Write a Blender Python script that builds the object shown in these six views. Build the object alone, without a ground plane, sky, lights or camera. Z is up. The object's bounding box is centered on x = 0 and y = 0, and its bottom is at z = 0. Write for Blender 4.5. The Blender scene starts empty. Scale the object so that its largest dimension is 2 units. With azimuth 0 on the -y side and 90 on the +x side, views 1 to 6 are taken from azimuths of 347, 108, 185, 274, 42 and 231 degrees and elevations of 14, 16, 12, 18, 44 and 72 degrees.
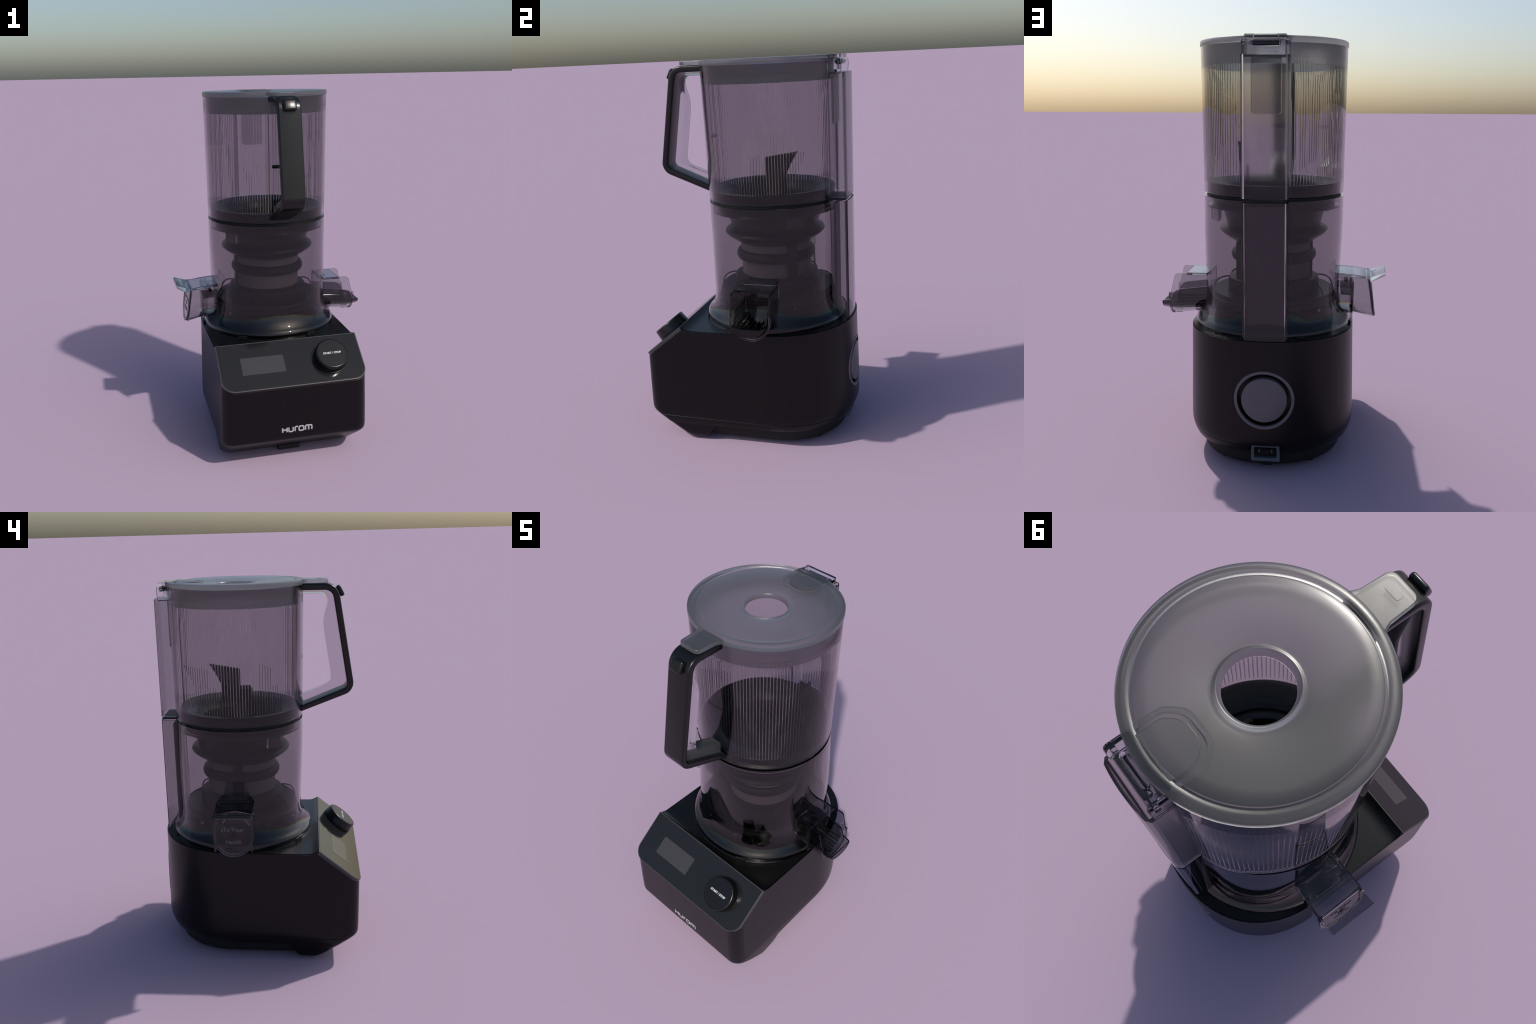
import bpy, bmesh, math
from mathutils import Vector, Matrix

AX = 0.1085            # y of the vertical axis shared by jar, bowl and lid
PI = math.pi

# ------------------------------------------------------------------ materials
def principled(name, color, rough, trans=0.0, ior=1.45, metal=0.0, spec=0.5, coat=0.0,
               grain=0.0, grain_scale=200.0, bump=0.0, bump_scale=300.0):
    m = bpy.data.materials.new(name)
    m.use_nodes = True
    nt = m.node_tree
    b = nt.nodes["Principled BSDF"]
    b.inputs["Base Color"].default_value = (*color, 1)
    b.inputs["Roughness"].default_value = rough
    b.inputs["IOR"].default_value = ior
    b.inputs["Metallic"].default_value = metal
    b.inputs["Specular IOR Level"].default_value = spec
    b.inputs["Transmission Weight"].default_value = trans
    b.inputs["Coat Weight"].default_value = coat
    tc = nt.nodes.new("ShaderNodeTexCoord")
    if grain > 0:
        n = nt.nodes.new("ShaderNodeTexNoise")
        n.inputs["Scale"].default_value = grain_scale
        n.inputs["Detail"].default_value = 3
        mr = nt.nodes.new("ShaderNodeMapRange")
        mr.inputs["To Min"].default_value = rough - grain
        mr.inputs["To Max"].default_value = rough + grain
        nt.links.new(tc.outputs["Object"], n.inputs["Vector"])
        nt.links.new(n.outputs["Fac"], mr.inputs["Value"])
        nt.links.new(mr.outputs["Result"], b.inputs["Roughness"])
    if bump > 0:
        n2 = nt.nodes.new("ShaderNodeTexNoise")
        n2.inputs["Scale"].default_value = bump_scale
        bp = nt.nodes.new("ShaderNodeBump")
        bp.inputs["Strength"].default_value = bump
        bp.inputs["Distance"].default_value = 0.001
        nt.links.new(tc.outputs["Object"], n2.inputs["Vector"])
        nt.links.new(n2.outputs["Fac"], bp.inputs["Height"])
        nt.links.new(bp.outputs["Normal"], b.inputs["Normal"])
    return m

M = {}
M["body"]   = principled("satin_black_plastic", (0.0014, 0.0011, 0.0013), 0.30, spec=0.34, grain=0.008, grain_scale=90)
M["deck"]   = principled("gloss_black_plastic", (0.003, 0.003, 0.003), 0.27, spec=0.45)
M["panel"]  = principled("black_glass_panel", (0.010, 0.010, 0.0107), 0.09, spec=0.5)
M["trim"]   = principled("panel_edge_trim", (0.035, 0.033, 0.035), 0.3, spec=0.6)
M["display"]= principled("display_window", (0.040, 0.039, 0.041), 0.10, spec=0.5)
M["knob"]   = principled("knob_black", (0.003, 0.003, 0.003), 0.27, spec=0.5)
M["white"]  = principled("white_print", (0.72, 0.72, 0.72), 0.45)
M["silver"] = principled("silver_lettering", (0.36, 0.35, 0.36), 0.45)
M["handle"] = principled("handle_black", (0.003, 0.0028, 0.003), 0.28, spec=0.5)
M["vent"]   = principled("vent_grey_plastic", (0.13, 0.115, 0.125), 0.4, grain=0.04)
M["socket"] = principled("socket_grey_plastic", (0.10, 0.115, 0.14), 0.45)
M["rubber"] = principled("rubber_foot", (0.006, 0.006, 0.006), 0.7)
M["jar"]    = principled("smoked_clear_jar", (0.58, 0.57, 0.58), 0.02, trans=1.0, ior=1.33, grain=0.01, grain_scale=60)
M["bowl"]   = principled("smoked_clear_bowl", (0.54, 0.53, 0.54), 0.02, trans=1.0, ior=1.4, grain=0.01, grain_scale=60)
M["spout"]  = principled("smoked_clear_spout", (0.66, 0.66, 0.67), 0.03, trans=1.0, ior=1.35)
M["trough"] = principled("smoked_dark_trough", (0.26, 0.26, 0.27), 0.08, trans=1.0, ior=1.4)
M["lid"]    = principled("frosted_grey_lid", (0.57, 0.565, 0.578), 0.30, trans=0.945, ior=1.4, grain=0.03, grain_scale=120)
M["skirt"]  = principled("frosted_lid_skirt", (0.60, 0.595, 0.61), 0.35, trans=0.92, ior=1.2)
M["post"]   = principled("frosted_clear_post", (0.66, 0.65, 0.67), 0.20, trans=0.98, ior=1.25)
M["flap"]   = principled("frosted_flap", (0.62, 0.61, 0.63), 0.25, trans=0.97, ior=1.15)
M["clear"]  = principled("clear_plastic", (0.86, 0.87, 0.89), 0.04, trans=1.0, ior=1.25)
M["grip"]   = principled("frosted_grip", (0.74, 0.73, 0.75), 0.2, trans=0.95, ior=1.12)
M["drum"]   = principled("black_strainer_plastic", (0.007, 0.0066, 0.0078), 0.38, spec=0.35, grain=0.03)
M["frost"]  = principled("frosted_lettering", (0.16, 0.155, 0.165), 0.5)
M["funnel"] = principled("gloss_funnel_plastic", (0.010, 0.0098, 0.011), 0.24, spec=0.5)
M["neck"]   = principled("grey_screw_plastic", (0.19, 0.152, 0.168), 0.45, spec=0.3, grain=0.05)

# ------------------------------------------------------------------ helpers
root = bpy.data.objects.new("slow_juicer", None)
root["label"] = "black slow juicer with smoked clear jar, handle and two spouts"
root["category"] = "juicer"
bpy.context.scene.collection.objects.link(root)

def add(name, me, mat, parent=None, smooth=35):
    ob = bpy.data.objects.new(name, me)
    bpy.context.scene.collection.objects.link(ob)
    if isinstance(mat, str):
        mat = M[mat]
    me.materials.append(mat)
    ob.parent = parent or root
    if smooth:
        for p in me.polygons:
            p.use_smooth = True
        me.set_sharp_from_angle(angle=math.radians(smooth))
    return ob

def mesh(name, verts, faces):
    me = bpy.data.meshes.new(name)
    me.from_pydata([tuple(v) for v in verts], [], faces)
    me.update()
    bm = bmesh.new(); bm.from_mesh(me)
    bmesh.ops.recalc_face_normals(bm, faces=bm.faces)
    bm.to_mesh(me); bm.free()
    return me

def lathe(name, prof, mat, closed=True, seg=160, parent=None, cy=AX, smooth=35, rfun=None, gap=0.0):
    """Revolve (r, z) points about the machine's axis; closed=True joins last to first."""
    vs, fs, n = [], [], len(prof)
    for j in range(seg):
        a = 2 * PI * j / seg
        for i, (r, z) in enumerate(prof):
            rr = r if rfun is None else rfun(i, r, z, a, j)
            vs.append((rr * math.sin(a), cy - rr * math.cos(a), z))
    m = n if closed else n - 1
    half = 2 * PI * 0.5 / seg
    opened = [gap > 0 and abs(2 * PI * j / seg + half - PI) < gap for j in range(seg)]
    for j in range(seg):
        k = (j + 1) % seg
        if opened[j]:
            if not opened[j - 1]: fs.append([j * n + i for i in range(n)])
            if not opened[k]: fs.append([k * n + i for i in range(n)][::-1])
            continue
        for i in range(m):
            i2 = (i + 1) % n
            fs.append((j * n + i, k * n + i, k * n + i2, j * n + i2))
    if not closed:      # solid: cap the ends that stay off the axis
        fs.append([j * n for j in range(seg)])
        fs.append([j * n + n - 1 for j in range(seg)][::-1])
    return add(name, mesh(name, vs, fs), mat, parent, smooth)

def arc(cx, cy, r, a0, a1, n):
    return [(cx + r * math.cos(math.radians(a0 + (a1 - a0) * i / n)),
             cy + r * math.sin(math.radians(a0 + (a1 - a0) * i / n))) for i in range(n + 1)]

def round_poly(pts, rad, n=6):
    """Round the corners of a closed 2D polygon; rad is one radius or a list."""
    out, N = [], len(pts)
    rads = rad if isinstance(rad, (list, tuple)) else [rad] * N
    for i in range(N):
        p, a, b = Vector(pts[i]), Vector(pts[i - 1]), Vector(pts[(i + 1) % N])
        r = rads[i]
        if r <= 0:
            out.append(tuple(p)); continue
        u, v = (a - p).normalized(), (b - p).normalized()
        ang = u.angle(v)
        if ang > PI - 0.02:
            out.append(tuple(p)); continue
        d = min(r / math.tan(ang / 2), 0.49 * (a - p).length, 0.49 * (b - p).length)
        rr = d * math.tan(ang / 2)
        c = p + (u + v).normalized() * (rr / math.sin(ang / 2))
        s, e = p + u * d - c, p + v * d - c
        t = s.angle(e)
        for k in range(n + 1):
            f = k / n
            w = (s * math.sin((1 - f) * t) + e * math.sin(f * t)) / math.sin(t)
            out.append(tuple(c + w))
    return out

def prism_mesh(name, poly, h0, h1, place, bevel=0.0, bseg=3):
    """Extrude a 2D polygon from h0 to h1; place(a, b, h) -> xyz. Rim edges bevelled."""
    n = len(poly)
    vs = [place(a, b, h0) for a, b in poly] + [place(a, b, h1) for a, b in poly]
    fs = [list(range(n))[::-1], list(range(n, 2 * n))]
    fs += [(i, (i + 1) % n, n + (i + 1) % n, n + i) for i in range(n)]
    me = mesh(name, vs, fs)
    if bevel > 0:
        bm = bmesh.new(); bm.from_mesh(me)
        bm.faces.ensure_lookup_table()
        es = set(bm.faces[0].edges) | set(bm.faces[1].edges)
        bmesh.ops.bevel(bm, geom=list(es), offset=bevel, segments=bseg, affect='EDGES', profile=0.5)
        bmesh.ops.recalc_face_normals(bm, faces=bm.faces)
        bm.to_mesh(me); bm.free()
    return me

XY = lambda a, b, h: (a, b, h)
YZ = lambda a, b, h: (h, a, b)      # polygon in (y, z), extruded along x
XZ = lambda a, b, h: (a, h, b)      # polygon in (x, z), extruded along y

def weighted(ob):
    md = ob.modifiers.new('weighted', 'WEIGHTED_NORMAL')
    md.keep_sharp, md.weight = True, 80
    return ob

def prism(name, poly, h0, h1, place, mat, bevel=0.0, parent=None, smooth=35, bseg=3):
    ob = add(name, prism_mesh(name, poly, h0, h1, place, bevel, bseg), mat, parent, smooth)
    return weighted(ob) if bevel > 0 else ob

def box(name, c, s, mat, bevel=0.003, parent=None, rot=None, place=None):
    x, y, z = s[0] / 2, s[1] / 2, s[2] / 2
    me = bpy.data.meshes.new(name)
    bm = bmesh.new()
    bmesh.ops.create_cube(bm, size=1.0)
    bmesh.ops.scale(bm, vec=s, verts=bm.verts)
    if bevel:
        bmesh.ops.bevel(bm, geom=list(bm.edges), offset=bevel, segments=3, affect='EDGES', profile=0.5)
    mat4 = Matrix.Translation(c) @ (rot.to_4x4() if rot else Matrix.Identity(4))
    bmesh.ops.transform(bm, matrix=mat4, verts=bm.verts)
    bm.to_mesh(me); bm.free()
    ob = add(name, me, mat, parent)
    return weighted(ob) if bevel else ob

def cylinder(name, p0, p1, r, mat, parent=None, seg=32, bevel=0.0, prof=None):
    """Solid of revolution from p0 to p1; prof = [(t, radius)] along the length."""
    p0, p1 = Vector(p0), Vector(p1)
    d = (p1 - p0); L = d.length; d.normalize()
    q = d.to_track_quat('Z', 'Y').to_matrix()
    if prof is None:
        prof = [(0, r), (L, r)] if not bevel else [(0, r - bevel), (bevel * .3, r - bevel * .3), (bevel, r), (L - bevel, r), (L - bevel * .3, r - bevel * .3), (L, r - bevel)]
    vs, fs, n = [], [], len(prof)
    for j in range(seg):
        a = 2 * PI * j / seg
        for t, rr in prof:
            vs.append(p0 + q @ Vector((rr * math.cos(a), rr * math.sin(a), t)))
    for j in range(seg):
        k = (j + 1) % seg
        for i in range(n - 1):
            fs.append((j * n + i, k * n + i, k * n + i + 1, j * n + i + 1))
    fs.append([j * n for j in range(seg)][::-1]); fs.append([j * n + n - 1 for j in range(seg)])
    return add(name, mesh(name, vs, fs), mat, parent)

def loft(name, rings, mat, parent=None, smooth=35, cap=True, link=True):
    n = len(rings[0]); vs = [v for r in rings for v in r]; fs = []
    for k in range(len(rings) - 1):
        for i in range(n):
            j = (i + 1) % n
            fs.append((k * n + i, k * n + j, (k + 1) * n + j, (k + 1) * n + i))
    if cap:
        fs.append(list(range(n))[::-1]); fs.append([(len(rings) - 1) * n + i for i in range(n)])
    return add(name, mesh(name, vs, fs), mat, parent, smooth)

def boolean(ob, cutter, op):
    md = ob.modifiers.new("cut", 'BOOLEAN')
    md.object, md.operation, md.solver = cutter, op, 'EXACT'
    dg = bpy.context.evaluated_depsgraph_get()
    me = bpy.data.meshes.new_from_object(ob.evaluated_get(dg))
    ob.modifiers.clear()
    old = ob.data; ob.data = me
    bpy.data.meshes.remove(old)
    cm = cutter.data
    bpy.data.objects.remove(cutter); bpy.data.meshes.remove(cm)

def bevel_sharp(ob, width, seg=2, angle=30, smooth=40):
    md = ob.modifiers.new("bevel", 'BEVEL')
    md.width, md.segments, md.limit_method, md.angle_limit = width, seg, 'ANGLE', math.radians(angle)
    md.harden_normals = False
    dg = bpy.context.evaluated_depsgraph_get()
    me = bpy.data.meshes.new_from_object(ob.evaluated_get(dg))
    ob.modifiers.clear(); ob.data = me
    for p in me.polygons: p.use_smooth = True
    me.set_sharp_from_angle(angle=math.radians(smooth))

def text_mesh(name, body, size, mat, parent, matrix, extrude=0.001, align='CENTER', spacing=1.0, bold=0.0):
    cu = bpy.data.curves.new(name, 'FONT')
    cu.body, cu.size, cu.extrude, cu.align_x, cu.align_y = body, size, extrude, align, 'CENTER'
    cu.space_character, cu.offset = spacing, bold
    tmp = bpy.data.objects.new(name + "_src", cu)
    bpy.context.scene.collection.objects.link(tmp)
    dg = bpy.context.evaluated_depsgraph_get()
    me = bpy.data.meshes.new_from_object(tmp.evaluated_get(dg))
    bpy.data.objects.remove(tmp); bpy.data.curves.remove(cu)
    me.transform(matrix)
    return add(name, me, mat, parent, smooth=0)

def frame(origin, xdir, ydir):
    x, y = Vector(xdir).normalized(), Vector(ydir).normalized()
    z = x.cross(y)
    m = Matrix((x, y, z)).transposed().to_4x4()
    m.translation = origin
    return m

# ------------------------------------------------------------------ motor base
RC = 0.132                       # y of the round back's centre
def back_curve(r, n, e=2.22):
    """Rounded-square back half (superellipse), from +x round to -x."""
    out = []
    for i in range(n + 1):
        t = PI * i / n
        c, s_ = math.cos(t), math.sin(t)
        out.append((r * math.copysign(abs(c) ** (2 / e), c) * 0.988, RC + r * abs(s_) ** (2 / e)))
    return out
def plan(w, yf, rb, rad=0.068):
    """D-shaped plan: flat front with round corners, straight sides, round back."""
    pts = []
    pts += arc(-w + rad, yf + rad, rad, 180, 270, 8)
    pts += arc(w - rad, yf + rad, rad, 270, 360, 8)
    pts += back_curve(rb, 48)
    return pts

levels = [  # z, front half width, front y, back radius: walls lean out slightly towards the foot
    (0.094, 0.4075, -0.455, 0.390), (0.104, 0.4085, -0.4675, 0.398), (0.118, 0.4100, -0.486, 0.4045),
    (0.1365, 0.4115, -0.5100, 0.4105), (0.1385, 0.4100, -0.5110, 0.4085), (0.1405, 0.4118, -0.5145, 0.4112),
    (0.150, 0.4125, -0.5250, 0.4140), (0.160, 0.4130, -0.5315, 0.4155), (0.172, 0.4135, -0.5345, 0.416), (0.190, 0.4135, -0.5355, 0.416), (0.30, 0.4115, -0.536, 0.4145), (0.46, 0.4070, -0.536, 0.4110), (0.70, 0.4010, -0.536, 0.407)]
base = loft("motor_base", [[(x, y, z) for x, y in plan(w, f, r)] for z, w, f, r in levels], "body", smooth=30)
# the panel plane: top edge P0, falling forward along D, facing N
P0 = Vector((0, -0.322, 0.6525)); D = Vector((0, -0.777, -0.629)).normalized(); N = Vector((0, D.z, -D.y)); N = Vector((0, -0.629, 0.777)).normalized()
def onpanel(x, s, h=0.0):
    return Vector((x, 0, 0)) + P0 + D * s + N * h
a, b = onpanel(0, -0.004, -0.016), onpanel(0, 0.42, -0.016)
side = [(-0.8, -0.2), (0.8, -0.2), (0.8, 0.650), (0.50, 0.648), (0.10, 0.636), (-0.262, 0.632), (-0.284, 0.633), (-0.300, 0.640), (a.y, a.z), (b.y, b.z), (-0.8, b.z)]
cut = prism("cutter", side, -0.7, 0.7, YZ, "body")
boolean(base, cut, 'INTERSECT')
# round vent groove in the back
ring = [(r * 1.0, t) for r, t in ()]
vc = (0.0, 0.369)
def annulus_prism(name, r0, r1, y0, y1):
    vs, fs, n = [], [], 64
    for k in range(n):
        t = 2 * PI * k / n
        for r, y in ((r0, y0), (r1, y0), (r1, y1), (r0, y1)):
            vs.append((vc[0] + r * math.cos(t), y, vc[1] + r * math.sin(t)))
    for k in range(n):
        m = (k + 1) % n
        for i in range(4):
            fs.append((k * 4 + i, m * 4 + i, m * 4 + (i + 1) % 4, k * 4 + (i + 1) % 4))
    me = mesh(name, vs, fs)
    return add(name, me, "body")
boolean(base, annulus_prism("cutter", 0.1055, 0.1285, 0.492, 0.62), 'DIFFERENCE')
# socket notch at the back foot
boolean(base, box("cutter", (-0.004, 0.55, 0.085), (0.150, 0.14, 0.115), "body", bevel=0.0), 'DIFFERENCE')
for p in base.data.polygons: p.use_smooth = True
base.data.set_sharp_from_angle(angle=math.radians(28))
bevel_sharp(base, 0.0035, 2, 32, 35)
weighted(base)

# glossy deck lining on top of the base
wl = 0.393
deck_poly = [(-wl, -0.262), (wl, -0.262)] + arc(0, RC, 0.401, 0, 180, 48)
def deckz(y):
    return 0.632 + (0.004 * max(0, (y + 0.26) / 0.36) if y < 0.10 else 0.004 + 0.012 * (y - 0.10) / 0.40)
vs = [(x, y, deckz(y) + 0.0022) for x, y in deck_poly] + [(x, y, deckz(y) - 0.02) for x, y in deck_poly]
n = len(deck_poly)
# split the deck along y so it can follow the slight rise to the back
deck_rows = []
ys = [-0.262 + i * (0.5325 + 0.262) / 40 for i in range(41)]
def half_w(y):
    if y <= RC: return wl + (0.401 - wl) * max(0, (y + 0.262) / (RC + 0.262))
    return 0.401 * 0.988 * max(1 - ((y - RC) / 0.401) ** 2.22, 1e-4) ** (1 / 2.22)
vs, fs = [], []
prof_front = [(-0.3175, 0.6535), (-0.3100, 0.6475), (-0.3010, 0.6420), (-0.2920, 0.6375), (-0.2830, 0.6350)]
rows = [(y, z + 0.0005, wl) for y, z in prof_front] + [(y, deckz(y) + 0.0022, half_w(y)) for y in ys]
nx = 12
for (y, z, w) in rows:
    for i in range(nx + 1): vs.append((-w + 2 * w * i / nx, y, z))
nr = len(rows)
for r in range(nr - 1):
    for i in range(nx):
        fs.append((r * (nx + 1) + i, r * (nx + 1) + i + 1, (r + 1) * (nx + 1) + i + 1, (r + 1) * (nx + 1) + i))
me = mesh("deck", vs, fs)
bm = bmesh.new(); bm.from_mesh(me)
for f in bm.faces:
    if f.normal.z < 0: f.normal_flip()
ext = bmesh.ops.extrude_face_region(bm, geom=list(bm.faces))
bmesh.ops.translate(bm, vec=(0, 0, -0.012), verts=[v for v in ext["geom"] if isinstance(v, bmesh.types.BMVert)])
bmesh.ops.recalc_face_normals(bm, faces=bm.faces)
bm.to_mesh(me); bm.free()
add("deck", me, "deck", base, 40)

# feet and lower drum
def rect(w, y0, y1, rad):
    return round_poly([(-w, y0), (w, y0), (w, y1), (-w, y1)], rad, 6)
foot_levels = [(0.1372, 0.4112, -0.5104, -0.100), (0.118, 0.4106, -0.4866, -0.118), (0.104, 0.4091, -0.4681, -0.132), (0.096, 0.4082, -0.4575, -0.140), (0.088, 0.4075, -0.447, -0.156), (0.075, 0.4062, -0.430, -0.172), (0.055, 0.4040, -0.403, -0.186), (0.034, 0.4010, -0.3750, -0.202), (0.022, 0.3970, -0.357, -0.211), (0.016, 0.3900, -0.340, -0.214)]
front_foot = loft("front_foot", [[(x, y, z) for x, y in round_poly([(-w, y0), (w, y0), (w - 0.012, y1), (-w + 0.012, y1)], [.068, .068, .010, .010], 8)] for z, w, y0, y1 in foot_levels], "body", base)
low = [(0.100, 0.362), (0.05, 0.358), (0.026, 0.350), (0.016, 0.336)]
def drum_plan(r):
    return [(-r, -0.22), (r, -0.22)] + back_curve(r, 40)
loft("bottom_plate", [[(x, y, z) for x, y in drum_plan(r)] for z, r in low], "rubber", base)
foot0 = None
for x, y in ((-0.24, -0.29), (0.24, -0.29), (-0.2, 0.36), (0.2, 0.36)):
    f = cylinder("rubber_foot", (x, y, 0.0), (x, y, 0.03), 0.03, "rubber", base, bevel=0.004)
box("rubber_foot", (0.0, -0.352, 0.016), (0.125, 0.03, 0.028), "rubber", 0.003, base)
box("rubber_foot", (-0.005, 0.44, 0.012), (0.05, 0.03, 0.024), "rubber", 0.003, base)

# control panel slab with round lower corners
L = 0.287
pw = 0.4045
panel_poly = round_poly([(-pw, -0.002), (pw, -0.002), (pw, L), (-pw, L)], [0.006, 0.006, 0.075, 0.075], 12)
def PL(a_, s_, h_):
    return tuple(onpanel(a_, s_, h_))
trim = prism("panel_trim", panel_poly, -0.018, 0.0005, PL, "trim", 0.0025, base)
inner = round_poly([(-pw + .006, 0.004), (pw - .006, 0.004), (pw - .006, L - .006), (-pw + .006, L - .006)], [0.003, 0.003, 0.070, 0.070], 12)
panel = prism("control_panel", inner, -0.006, 0.0018, PL, "panel", 0.0008, base)
prism("display_screen", round_poly([(-0.281, 0.0915), (-0.041, 0.0915), (-0.041, 0.195), (-0.281, 0.195)], 0.002, 3), 0.0, 0.0024, PL, "display", 0.0, base)
# start/stop dial
kx, ks = 0.218, 0.144
c0, c1 = onpanel(kx, ks, -0.002), onpanel(kx, ks, 0.0587)
dial = cylinder("dial_knob", c0, c1, 0.085, "knob", None, seg=96,
                prof=[(0, 0.0945), (0.012, 0.0945), (0.0125, 0.0928), (0.0145, 0.0928), (0.015, 0.094), (0.054, 0.0905), (0.0575, 0.0892), (0.0600, 0.0862), (0.0606, 0.0835),
                      (0.0592, 0.0825), (0.0592, 0.0815), (0.0604, 0.0805)])
text_mesh("dial_lettering", "START / STOP", 0.0165, "white", dial, frame(onpanel(kx, ks, 0.0590), (1, 0, 0), -D), extrude=0.0008, bold=0.0002)

# brand lettering: round-ended strokes on the front face
def stroke_letters(name, strokes, origin, scale, rad, mat, parent):
    cu = bpy.data.curves.new(name, 'CURVE')
    cu.dimensions, cu.bevel_depth, cu.bevel_resolution, cu.use_fill_caps = '3D', rad, 3, True
    for st in strokes:
        closed_ = (Vector(st[0]) - Vector(st[-1])).length < 1e-4
        pts = st[:-1] if closed_ else st
        sp_ = cu.splines.new('POLY')
        sp_.points.add(len(pts) - 1)
        for p, q in zip(sp_.points, pts): p.co = (q[0] * scale, 0, q[1] * scale, 1)
        sp_.use_cyclic_u = closed_
    tmp = bpy.data.objects.new(name + "_src", cu)
    bpy.context.scene.collection.objects.link(tmp)
    me = bpy.data.meshes.new_from_object(tmp.evaluated_get(bpy.context.evaluated_depsgraph_get()))
    bpy.data.objects.remove(tmp); bpy.data.curves.remove(cu)
    me.transform(Matrix.Translation(origin) @ Matrix.Diagonal((1, 0.35, 1, 1)))
    return add(name, me, mat, parent, 60)
def rr(pts, r, closed=False):
    """rounded open polyline"""
    out = [pts[0]]
    for i in range(1, len(pts) - 1):
        p, a_, b_ = Vector(pts[i]), Vector(pts[i - 1]), Vector(pts[i + 1])
        u, v = (a_ - p).normalized(), (b_ - p).normalized()
        for k in range(7):
            f = k / 6
            A, B = p + u * r, p + v * r
            out.append(tuple(A * (1 - f) ** 2 + p * 2 * f * (1 - f) + B * f ** 2))
    out.append(pts[-1])
    return out
S = []
S += [[(0, 0), (0, 1)], [(0.95, 0), (0.95, 1)], [(0, 0.5), (0.95, 0.5)]]
S += [rr([(1.35, 1), (1.35, 0), (2.3, 0), (2.3, 1)], 0.3)]
S += [rr([(2.72, 0), (2.72, 1), (3.35, 1)], 0.3)]
S += [rr([(4.0, 1), (3.6, 1), (3.6, 0), (4.6, 0), (4.6, 1), (4.0, 1)], 0.3)]
S += [rr([(5.0, 0), (5.0, 1), (5.7, 1), (5.7, 0)], 0.28), rr([(5.5, 1), (6.4, 1), (6.4, 0)], 0.28)]
stroke_letters("logo_lettering", S, (-0.083, -0.5362, 0.2025), 0.0258, 0.0044, "silver", base)

# vent disc and ring in the back, bent to the wall
def wall_y(x, z):
    r = 0.416 - (z - 0.185) * 0.0172
    return RC + r * (1 - abs(x / (0.988 * r)) ** 2.22) ** (1 / 2.22)
def bent_disc(name, prof, mat, parent, cap):
    vs, fs, n_, m_ = [], [], 72, len(prof)
    for k in range(n_):
        t = 2 * PI * k / n_
        for r, h in prof:
            x, z = vc[0] + r * math.cos(t), vc[1] + r * math.sin(t)
            vs.append((x, wall_y(x, z) + h, z))
    for k in range(n_):
        j = (k + 1) % n_
        for i in range(m_ - 1):
            fs.append((k * m_ + i, j * m_ + i, j * m_ + i + 1, k * m_ + i + 1))
    if cap:
        c = len(vs); vs.append((vc[0], wall_y(vc[0], vc[1]) + prof[-1][1], vc[1]))
        for k in range(n_): fs.append((k * m_ + m_ - 1, ((k + 1) % n_) * m_ + m_ - 1, c))
    return add(name, mesh(name, vs, fs), mat, parent, 30)
bent_disc("vent_ring", [(0.1415, -0.004), (0.1410, 0.0012), (0.1395, 0.0022), (0.1300, 0.0022), (0.1275, 0.0005), (0.1265, -0.012)], "vent", base, False)
bent_disc("vent_cover", [(0.1065, -0.030), (0.1065, -0.001), (0.1055, 0.0012), (0.1030, 0.0022), (0.06, 0.0024), (0.03, 0.0024)], "vent", base, True)

# power socket
sy = 0.512
def frame_prism(name, outer, inner, y0, y1, mat, parent):
    n_ = len(outer); vs = []
    for y in (y0, y1):
        vs += [(x, y, z) for x, z in outer] + [(x, y, z) for x, z in inner]
    fs = []
    for i in range(n_):
        j = (i + 1) % n_
        fs += [(i, j, n_ + j, n_ + i), (2 * n_ + i, 2 * n_ + j, 3 * n_ + j, 3 * n_ + i)]
        fs += [(i, j, 2 * n_ + j, 2 * n_ + i), (n_ + i, n_ + j, 3 * n_ + j, 3 * n_ + i)]
    return add(name, mesh(name, vs, fs), mat, parent, 30)
oo = round_poly([(-0.072, 0.050), (0.064, 0.050), (0.064, 0.128), (-0.072, 0.128)], 0.003, 4)
ii = round_poly([(-0.058, 0.066), (0.050, 0.066), (0.050, 0.121), (-0.058, 0.121)], 0.008, 4)
frame_prism("power_socket", oo, ii, 0.47, sy, "socket", base)
box("power_socket_back", (-0.004, 0.481, 0.09), (0.13, 0.008, 0.07), "deck", 0.001, base)
for x in (-0.034, 0.026):
    box("socket_pin", (x, 0.494, 0.098), (0.006, 0.026, 0.016), "socket", 0.001, base)

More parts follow.
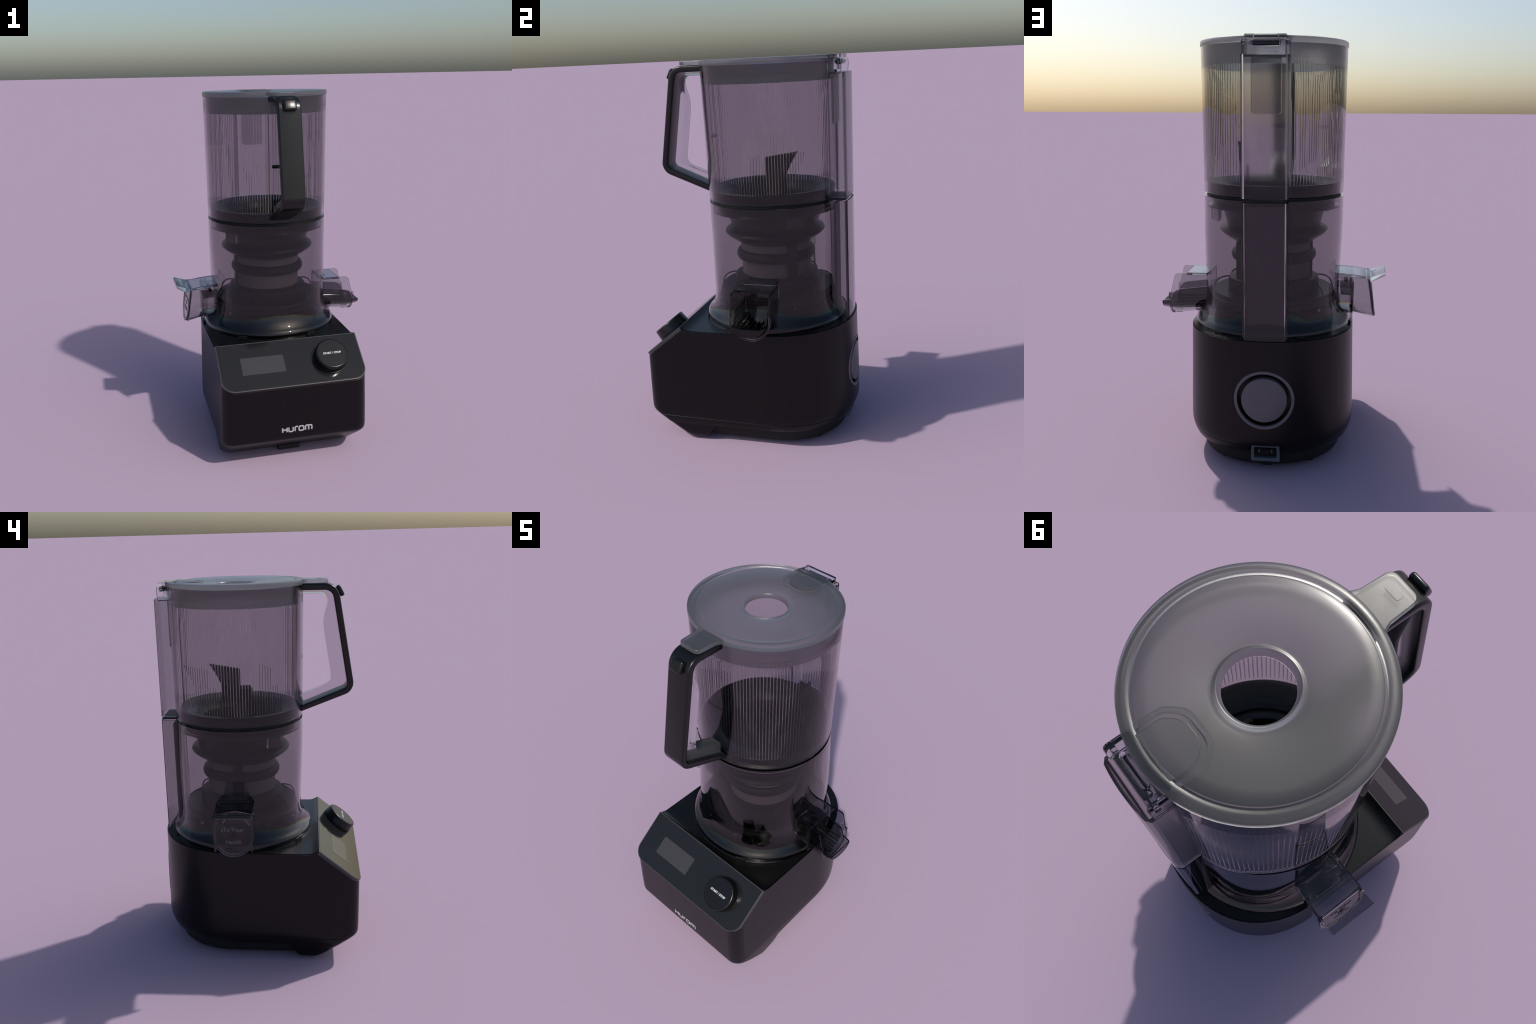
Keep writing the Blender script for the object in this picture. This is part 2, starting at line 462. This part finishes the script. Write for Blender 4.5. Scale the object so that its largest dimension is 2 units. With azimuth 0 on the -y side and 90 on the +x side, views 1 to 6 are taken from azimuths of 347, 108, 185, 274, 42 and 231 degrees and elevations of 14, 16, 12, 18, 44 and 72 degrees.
# ------------------------------------------------------------------ juicing bowl
def fillet_curve(pts, n=10):
    """Catmull-Rom through the points."""
    out = []
    P = [pts[0]] + list(pts) + [pts[-1]]
    for i in range(1, len(P) - 2):
        for k in range(n):
            t = k / n
            q = []
            for c in (0, 1):
                a_, b_, c_, d_ = P[i - 1][c], P[i][c], P[i + 1][c], P[i + 2][c]
                q.append(0.5 * (2 * b_ + (c_ - a_) * t + (2 * a_ - 5 * b_ + 4 * c_ - d_) * t * t + (3 * b_ - a_ - 3 * c_ + d_) * t ** 3))
            out.append(tuple(q))
    out.append(tuple(pts[-1]))
    return out
flare = fillet_curve([(0.3345, 0.93), (0.3325, 0.84), (0.3325, 0.79), (0.3365, 0.755), (0.3475, 0.725), (0.3665, 0.696), (0.3815, 0.680), (0.3875, 0.669), (0.3885, 0.655), (0.3880, 0.636)], 4)
outer = [(0.3430, 1.279), (0.3425, 1.20), (0.3410, 1.10), (0.3385, 1.03), (0.3365, 0.98)] + flare
th = 0.009
inner = [(r - th, z) for r, z in outer]
inner[0] = (outer[0][0] - th, 1.279)
inner = [(r - th * (1.0 if z > 0.74 else 0.9), z - (0.0 if z > 0.74 or z < 0.66 else 0.005)) for r, z in outer]
def post_fillet(a_):
    """Concave fillet that carries the round wall out to the back post."""
    d = abs(math.degrees(a_) - 180)
    return 0.015 * math.exp(-((max(d, 16.6) - 31) / 15.0) ** 2)
def smooth01(t):
    t = min(max(t, 0.0), 1.0); return t * t * (3 - 2 * t)
def bulge(i, r, z, a_, j):
    """Round at the top, turning into a rounded square towards the foot (more so at the back)."""
    c, s_ = abs(math.cos(a_)), abs(math.sin(a_))
    rear = smooth01((0.2 - math.cos(a_)) / 0.4)
    front_e = 0.34 * smooth01((1.14 - z) / 0.34)
    rear_e = 0.52 * smooth01((1.30 - z) / 0.46)
    e = 2.0 + 0.10 + (front_e * (1 - rear) + rear_e * rear - 0.10) * smooth01((z - 0.690) / 0.08)
    extra = post_fillet(a_) * 0.2 * smooth01((z - 0.69) / 0.05)
    return r / (c ** e + s_ ** e) ** (1 / e) + extra
bowl = lathe("juicing_bowl", outer + inner[::-1], "bowl", seg=192, smooth=40, rfun=bulge)
# bayonet lugs round the foot ring and the little rim ledges
for i in range(6):
    t = math.radians(25 + 60 * i)
    x, y = 0.391 * math.sin(t), AX - 0.391 * math.cos(t)
    box("bayonet_lug", (x, y, 0.646), (0.052, 0.010, 0.022), "drum", 0.002, bowl, rot=Matrix.Rotation(t, 3, 'Z'))
lathe("bowl_seal", [(0.3290, 1.2905), (0.3290, 1.2775), (0.300, 1.2775), (0.300, 1.2905)], "rubber", parent=bowl, seg=160)

# parts inside the bowl: strainer, screw neck, wiper rings
drum = lathe("strainer_drum", [(0.001, 0.800), (0.225, 0.800), (0.305, 0.806), (0.309, 0.800), (0.309, 0.786), (0.316, 0.782), (0.318, 0.762), (0.310, 0.750),
                               (0.300, 0.735), (0.300, 0.640), (0.001, 0.640)], "drum", seg=128)
hub = lathe("strainer_hub", [(0.17, 0.800), (0.232, 0.800), (0.230, 0.852), (0.224, 0.868), (0.20, 0.876), (0.17, 0.878)], "drum", seg=96, parent=drum)
for i in range(8):
    t = 2 * PI * i / 8 + 0.2
    q = [(0.306, 0.800), (0.300, 0.826), (0.284, 0.848), (0.258, 0.862), (0.224, 0.866)]
    q = fillet_curve(q, 4)
    side_ = Vector((math.cos(t), math.sin(t), 0))
    rings = []
    for k, (r0, z0_) in enumerate(q):
        (ra, za), (rb_, zb) = q[max(k - 1, 0)], q[min(k + 1, len(q) - 1)]
        out_ = Vector((math.sin(t), -math.cos(t), 0))
        tan_ = (out_ * (rb_ - ra) + Vector((0, 0, zb - za))).normalized()
        up_ = tan_.cross(side_)
        c = Vector((r0 * math.sin(t), AX - r0 * math.cos(t), z0_))
        rings.append([tuple(c + 0.004 * (side_ * math.cos(u) + up_ * math.sin(u))) for u in [2 * PI * m / 8 for m in range(8)]])
    loft("strainer_spoke", rings, "drum", drum, smooth=60)
for i in range(10):
    t = 2 * PI * i / 10 + 0.25
    c = Vector((0.3145 * math.sin(t), AX - 0.3145 * math.cos(t), 0.752))
    box("strainer_lug", c, (0.016, 0.010, 0.03), "bowl", 0.002, drum, rot=Matrix.Rotation(t, 3, 'Z'))
screw = lathe("screw_neck", [(0.001, 0.80), (0.186, 0.80), (0.187, 0.90), (0.190, 1.06), (0.001, 1.06)], "neck", seg=96)
lathe("wiper_ring", [(0.150, 1.012), (0.192, 1.012), (0.206, 1.004), (0.2130, 0.990), (0.2130, 0.975), (0.207, 0.962), (0.192, 0.955), (0.150, 0.955)], "drum", seg=96, parent=screw)
box("screw_rib", (-0.186, AX, 0.93), (0.02, 0.055, 0.24), "drum", 0.004, screw)
box("screw_rib", (0.186 * 0.75, AX + 0.186 * 0.66, 0.93), (0.05, 0.05, 0.24), "drum", 0.004, screw, rot=Matrix.Rotation(0.72, 3, 'Z'))
funnel_prof = [(0.3270, 1.298), (0.3270, 1.342), (0.322, 1.347), (0.300, 1.346), (0.270, 1.336), (0.262, 1.334), (0.238, 1.322), (0.230, 1.318), (0.222, 1.300), (0.205, 1.285),
               (0.200, 1.20), (0.001, 1.19), (0.001, 1.045), (0.190, 1.050), (0.222, 1.068), (0.252, 1.090), (0.266, 1.103), (0.2695, 1.112), (0.264, 1.122), (0.248, 1.130), (0.232, 1.134),
               (0.236, 1.150), (0.252, 1.208), (0.258, 1.214), (0.300, 1.222), (0.302, 1.274), (0.312, 1.290)]
funnel = lathe("feed_funnel", funnel_prof, "funnel", seg=160)
lathe("bowl_ledge", [(0.3285, 1.238), (0.3285, 1.226), (0.303, 1.221), (0.303, 1.233)], "bowl", seg=128, parent=bowl)
for t in (2.2, -0.9):
    c = Vector((0.312 * math.sin(t), AX - 0.312 * math.cos(t), 1.205))
    box("locking_tab", c, (0.085, 0.020, 0.075), "bowl", 0.009, bowl, rot=Matrix.Rotation(t, 3, 'Z'))

# ------------------------------------------------------------------ jar with inner ribs
RIBS, SUB = 144, 12
jar_out = [(0.3420, 1.2965), (0.3432, 1.36), (0.3485, 1.80), (0.3505, 1.9720)]
jar_in = [(0.3415, 1.9720), (0.3385, 1.915), (0.3373, 1.908), (0.3366, 1.862), (0.3360, 1.80), (0.3312, 1.352), (0.3310, 1.346), (0.3300, 1.2965)]
def ribbed(i, r, z, a_, j):
    r += 0.7 * post_fillet(a_) * smooth01((1.93 - z) / 0.35)
    if 1.347 < z < 1.912 and i >= 4:
        return r - (0.0022 if (j % SUB) in (5, 6) else 0.0)
    return r
jar = lathe("hopper_jar", jar_out + jar_in, "jar", seg=RIBS * SUB, smooth=30, rfun=ribbed, gap=math.radians(16.6))

# stirring blade standing on the funnel
blade = [(0.055, 1.325), (0.222, 1.325), (0.222, 1.425), (0.245, 1.475), (0.285, 1.541), (0.113, 1.512), (0.113, 1.416), (0.060, 1.418), (0.045, 1.40)]
prism("stirring_blade", blade, 0.135, 0.152, YZ, "drum", 0.003, funnel)
box("level_tab", (0.0, -0.222, 1.606), (0.085, 0.018, 0.018), "drum", 0.004, jar)

# ------------------------------------------------------------------ lid
T = 1.9985
lid_prof = [(0.0955, T - 0.036), (0.0965, T - 0.026), (0.1000, T - 0.0175), (0.1050, T - 0.0130), (0.1100, T - 0.0125), (0.1150, T - 0.0145), (0.1200, T - 0.0150), (0.1300, T - 0.0140),
            (0.2000, T - 0.0070), (0.2640, T - 0.0020), (0.2720, T - 0.0013), (0.3060, T + 0.0003), (0.3085, T - 0.0006), (0.3105, T - 0.0070), (0.3160, T - 0.0075), (0.3185, T - 0.0015), (0.3240, T + 0.0002), (0.3290, T + 0.0010),
            (0.3480, T + 0.0004), (0.3520, T - 0.0020), (0.3532, T - 0.0060), (0.3532, T - 0.0225), (0.3515, T - 0.0255), (0.3340, T - 0.0255),
            (0.3000, T - 0.0190), (0.2700, T - 0.0145), (0.1400, T - 0.0245), (0.1200, T - 0.0265), (0.1060, T - 0.0310), (0.1015, T - 0.0370), (0.0985, T - 0.0380)]
lid = lathe("lid", lid_prof, "lid", seg=192, smooth=40)
lathe("lid_skirt", [(0.3395, T - 0.028), (0.3350, T - 0.112), (0.3325, T - 0.116), (0.3295, T - 0.116), (0.3280, T - 0.112), (0.3280, T - 0.028)], "skirt", seg=160, parent=lid)
tab = round_poly([(-0.074, -0.232), (-0.062, -0.262), (-0.0565, -0.368), (0.0565, -0.368), (0.062, -0.262), (0.074, -0.232)], [0.0, 0.02, 0.026, 0.026, 0.02, 0.0], 8)
prism("lid_tab", tab, T - 0.0205, T - 0.0005, XY, "lid", 0.004, lid)
prism("tab_recess", round_poly([(-0.026, -0.335), (0.026, -0.335), (0.026, -0.312), (-0.026, -0.312)], 0.006, 4), T - 0.0008, T + 0.0006, XY, "lid", 0.0004, lid)

def xy_frame(name, o, i_, z0, z1, mat, parent):
    n_ = len(o); vs = []
    for z in (z0, z1):
        vs += [(x, y, z) for x, y in o] + [(x, y, z) for x, y in i_]
    fs = []
    for i in range(n_):
        j = (i + 1) % n_
        fs += [(i, j, n_ + j, n_ + i), (2 * n_ + i, 2 * n_ + j, 3 * n_ + j, 3 * n_ + i), (i, j, 2 * n_ + j, 2 * n_ + i), (n_ + i, n_ + j, 3 * n_ + j, 3 * n_ + i)]
    return add(name, mesh(name, vs, fs), mat, parent, 30)
# hinge at the back: lid ears, clear barrel, brackets
pocket = [(-0.052, 0.278), (0.052, 0.278), (0.098, 0.330), (0.098, 0.432), (-0.098, 0.432), (-0.098, 0.330)]
pocket_in = [(-0.046, 0.290), (0.046, 0.290), (0.084, 0.336), (0.084, 0.422), (-0.084, 0.422), (-0.084, 0.336)]
plate_in = [(-0.036, 0.304), (0.036, 0.304), (0.074, 0.346), (0.074, 0.425), (-0.074, 0.425), (-0.074, 0.346)]
rd = [0.05, 0.05, 0.035, 0.003, 0.003, 0.035]
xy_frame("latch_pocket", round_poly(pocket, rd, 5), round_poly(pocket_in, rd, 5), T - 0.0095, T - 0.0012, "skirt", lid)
prism("latch_plate", round_poly(plate_in, rd, 5), T - 0.0095, T - 0.0002, XY, "lid", 0.0025, lid)
slab_o = round_poly([(-0.091, 0.425), (0.091, 0.425), (0.091, 0.497), (-0.091, 0.497)], 0.010, 5)
slab_i = round_poly([(-0.055, 0.462), (0.055, 0.462), (0.055, 0.484), (-0.055, 0.484)], 0.010, 5)
hinge = xy_frame("hinge_leaf", slab_o, slab_i, T - 0.0165, T + 0.0013, "clear", None)
cylinder("hinge_barrel", (-0.064, 0.482, 1.9635), (0.064, 0.482, 1.9635), 0.0145, "clear", hinge, bevel=0.002)
cylinder("hinge_pin", (-0.106, 0.482, 1.9635), (0.106, 0.482, 1.9635), 0.0085, "clear", hinge, bevel=0.002)
box("hinge_knuckle", (0, 0.468, 1.951), (0.11, 0.018, 0.05), "clear", 0.004, hinge)
for s in (-1, 1):
    br = round_poly([(0.425, 1.913), (0.500, 1.913), (0.504, 1.955), (0.500, 1.983), (0.425, 1.983)], [0, 0.004, 0.015, 0.02, 0], 6)
    prism("hinge_bracket", br, s * 0.095 - 0.009, s * 0.095 + 0.009, YZ, "clear", 0.002, hinge)

# ------------------------------------------------------------------ pulp post at the back (jar half and bowl half)
def post(name, z0, z1, yo0, yo1, w, mat, parent, y_in=0.43, th_=0.008):
    def ring_(z, yo, inset):
        back = [(x_, yo - inset - 0.010 * (x_ / w) ** 2) for x_ in [w * (0.86 - 1.72 * k / 10) for k in range(11)]]
        return [(x, y, z) for x, y in [(w - inset, y_in), (w - inset, yo - 0.019 - inset)] + back + [(-w + inset, yo - 0.019 - inset), (-w + inset, y_in)]]
    o0, o1, i0_, i1_ = ring_(z0, yo0, 0), ring_(z1, yo1, 0), ring_(z0, yo0, th_), ring_(z1, yo1, th_)
    return loft(name, [o0 + i0_[::-1], o1 + i1_[::-1]], mat, parent, 30)
post("jar_post", 1.300, 1.915, 0.530, 0.529, 0.1055, "post", jar)
post("bowl_post", 0.640, 1.281, 0.533, 0.531, 0.1035, "bowl", bowl, y_in=0.437)
box("post_cap", (0, 0.463, 1.9100), (0.190, 0.070, 0.006), "flap", 0.001, jar)
box("post_floor", (0, 0.472, 1.290), (0.19, 0.09, 0.012), "drum", 0.002, bowl)
prism("latch_flap", round_poly([(-0.067, 1.665), (0.067, 1.665), (0.067, 1.905), (-0.067, 1.905)], [0.015, 0.015, 0.002, 0.002], 5), 0.4455, 0.4585, XZ, "flap", 0.003, jar)
box("bowl_post_liner", (0, 0.458, 0.955), (0.178, 0.010, 0.61), "neck", 0.002, bowl)

# ------------------------------------------------------------------ handle
path = round_poly([(-0.226, 1.9595), (-0.4035, 1.9595), (-0.4925, 1.4345), (-0.2300, 1.3295), (-0.2300, 1.6)], [0, 0.062, 0.050, 0, 0], 10)[:-1]
hw, ht = 0.063, 0.0165
rings = []
for i, p in enumerate(path):
    q0, q1 = Vector(path[max(i - 1, 0)]), Vector(path[min(i + 1, len(path) - 1)])
    t = (q1 - q0).normalized()
    nrm = Vector((t.y, -t.x))     # in (y, z)
    if i == len(path) - 1: nrm = Vector((0.18, -1.0)).normalized() * 1.02
    ring_ = []
    for a_, b_ in round_poly([(-hw, -ht), (hw, -ht), (hw, ht), (-hw, ht)], [0.010] * 4, 4):
        v = Vector(p) + nrm * b_
        ring_.append((a_, v.x, v.y))
    rings.append(ring_)
handle = loft("handle", rings, "handle", smooth=40)
grip_poly = [(-0.232, 1.958), (-0.396, 1.958), (-0.412, 1.940), (-0.486, 1.480), (-0.482, 1.446), (-0.455, 1.420), (-0.234, 1.332), (-0.234, 1.400)] + \
            fillet_curve([(-0.340, 1.441), (-0.372, 1.458), (-0.386, 1.490), (-0.370, 1.60), (-0.351, 1.72), (-0.345, 1.775), (-0.351, 1.820), (-0.364, 1.866), (-0.3650, 1.894), (-0.350, 1.918), (-0.330, 1.924)], 4) + [(-0.232, 1.924)]
prism("handle_grip", grip_poly, -0.040, 0.040, YZ, "grip", 0.016, handle, 40, bseg=4)
kn = Vector((0, -0.430, 1.9355))
rotb = Matrix.Rotation(math.radians(-58), 3, 'X')
box("release_button", kn, (0.068, 0.058, 0.024), "handle", 0.0095, handle, rot=Matrix.Rotation(math.radians(62), 3, 'X')).modifiers.clear()

# ------------------------------------------------------------------ spouts
def u_shape(yc, hw_, ztop, zc, n_=20, dep=None):
    """U outline in (y, z), open at the top; dep flattens or deepens its floor."""
    dep = hw_ if dep is None else dep
    low_ = [(yc + hw_ * math.cos(PI + PI * k / n_), zc + dep * math.sin(PI + PI * k / n_)) for k in range(n_ + 1)]
    return [(yc - hw_, ztop)] + low_ + [(yc + hw_, ztop)]
def channel(name, stations, th_, mat, parent, yc):
    """Sweep a U-shaped wall along x; stations: (x, half_w, ztop, zcentre)."""
    rings = []
    for x, hw_, zt, zc, *dd in stations:
        dep = dd[0] if dd else hw_
        o = u_shape(yc, hw_, zt, zc, dep=dep); i_ = u_shape(yc, hw_ - th_, zt, zc, dep=dep - th_)[::-1]
        rings.append([(x, y, z) for y, z in o + i_])
    return loft(name, rings, mat, parent, 40)
YR = 0.112
# juice spout on the right: clear cheeks, cover plate and ribbed dark trough
sp = channel("juice_spout", [(0.318, 0.098, 0.885, 0.775), (0.400, 0.1005, 0.886, 0.770), (0.472, 0.103, 0.887, 0.766), (0.486, 0.103, 0.878, 0.765), (0.492, 0.103, 0.850, 0.764), (0.505, 0.103, 0.800, 0.763), (0.512, 0.103, 0.77, 0.762)], 0.008, "spout", None, YR)
prism("spout_cover", [(0.318, YR - 0.094), (0.427, YR - 0.094), (0.427, YR + 0.094), (0.318, YR + 0.094)], 0.876, 0.888, XY, "spout", 0.002, sp)
box("spout_cover_rib", (0.345, YR, 0.866), (0.05, 0.006, 0.018), "spout", 0.001, sp)
channel("spout_trough", [(0.325, 0.087, 0.818, 0.777, 0.087), (0.465, 0.087, 0.800, 0.772, 0.089), (0.490, 0.087, 0.790, 0.768, 0.087), (0.503, 0.087, 0.770, 0.762, 0.080), (0.511, 0.086, 0.744, 0.742, 0.058),
                         (0.535, 0.085, 0.740, 0.738, 0.051), (0.549, 0.083, 0.739, 0.737, 0.048), (0.557, 0.080, 0.737, 0.735, 0.045), (0.5605, 0.075, 0.733, 0.731, 0.039)], 0.008, "trough", sp, YR)
prism("trough_end", u_shape(YR, 0.073, 0.733, 0.732, dep=0.040), 0.5525, 0.5595, YZ, "trough", 0.002, sp)
for k in range(-4, 5):
    t = math.radians(270 + k * 15)
    y0_, z0_ = 0.079 * math.cos(t), 0.079 * math.sin(t)
    cylinder("trough_rib", (0.335, YR + y0_, 0.778 + z0_), (0.500, YR + y0_ * 0.98, 0.766 + z0_ * 0.98), 0.0055, "trough", sp, seg=10)
uflange = [(y, z) for y, z in u_shape(YR, 0.107, 0.79, 0.763)] + [(y, z) for y, z in u_shape(YR, 0.098, 0.79, 0.763)][::-1]
prism("spout_lip", uflange, 0.506, 0.518, YZ, "spout", 0.002, sp)
box("spout_drip_lug", (0.488, YR, 0.662), (0.03, 0.02, 0.012), "spout", 0.003, sp)

# pulp spout on the left with hinged lever cap
YL = 0.111
ls = channel("pulp_spout", [(-0.318, 0.090, 0.868, 0.775), (-0.390, 0.090, 0.872, 0.772), (-0.402, 0.090, 0.872, 0.771)], 0.009, "spout", None, YL)
cylinder("spout_plug", (-0.335, YL, 0.772), (-0.405, YL, 0.770), 0.074, "bowl", ls, bevel=0.006)
cap = channel("spout_cap", [(-0.384, 0.099, 0.884, 0.800), (-0.40, 0.100, 0.886, 0.792), (-0.472, 0.102, 0.888, 0.776), (-0.486, 0.102, 0.84, 0.774), (-0.498, 0.102, 0.79, 0.772)], 0.007, "spout", None, YL)
# cap plate, slightly tilted outward at the bottom
def PLT(a_, b_, h_):
    return (-0.476 + h_ - (0.888 - b_) * 0.145, a_, b_)
plate = u_shape(YL, 0.1035, 0.878, 0.777)
prism("cap_plate", plate, -0.004, 0.003, PLT, "spout", 0.0015, cap)
rim = u_shape(YL, 0.1045, 0.86, 0.777) + u_shape(YL, 0.091, 0.86, 0.777)[::-1]
prism("cap_rim", rim, -0.009, 0.004, PLT, "spout", 0.002, cap)
ft = lambda y, z: frame(Vector(PLT(y, z, -0.0045)), (0, -1, 0), (0.145, 0, 1))
text_mesh("cap_lettering", "To Your", 0.030, "frost", cap, ft(YL, 0.812), extrude=0.001)
text_mesh("cap_lettering", "Health", 0.030, "frost", cap, ft(YL, 0.748), extrude=0.001)
box("cap_plus_mark", PLT(YL, 0.780, -0.005), (0.003, 0.034, 0.008), "trough", 0.0008, cap)
box("cap_plus_mark", PLT(YL, 0.780, -0.0052), (0.0032, 0.008, 0.034), "trough", 0.0008, cap)
lever_side = [(-0.316, 0.907), (-0.395, 0.901), (-0.455, 0.893), (-0.484, 0.893), (-0.520, 0.9025), (-0.552, 0.9145), (-0.5575, 0.9130), (-0.558, 0.8950), (-0.510, 0.8730), (-0.486, 0.8640), (-0.466, 0.8790), (-0.395, 0.886), (-0.316, 0.892)]
lever_poly = [(x, z) for x, z in lever_side]
def LV(a_, b_, h_):
    return (a_, h_, b_)
prism("cap_lever", lever_poly, YL - 0.0985, YL + 0.0985, LV, "spout", 0.003, cap)
cylinder("lever_pin", (-0.366, YL - 0.097, 0.872), (-0.366, YL + 0.097, 0.872), 0.010, "spout", cap, seg=24, bevel=0.002)
for s in (-1, 1):
    ck = round_poly([(-0.330, 0.900), (-0.330, 0.845), (-0.345, 0.826), (-0.392, 0.826), (-0.398, 0.893)], [0, 0.006, 0.006, 0.01, 0], 5)
    prism("lever_cheek", ck, YL + s * 0.092 - 0.005, YL + s * 0.092 + 0.005, LV, "spout", 0.0015, cap)
    st = round_poly([(-0.468, 0.885), (-0.492, 0.868), (-0.500, 0.78), (-0.508, 0.69), (-0.494, 0.70), (-0.482, 0.80)], [0.004] * 6, 4)
    prism("cap_rib", st, YL + s * 0.094 - 0.004, YL + s * 0.094 + 0.004, LV, "spout", 0.001, cap)
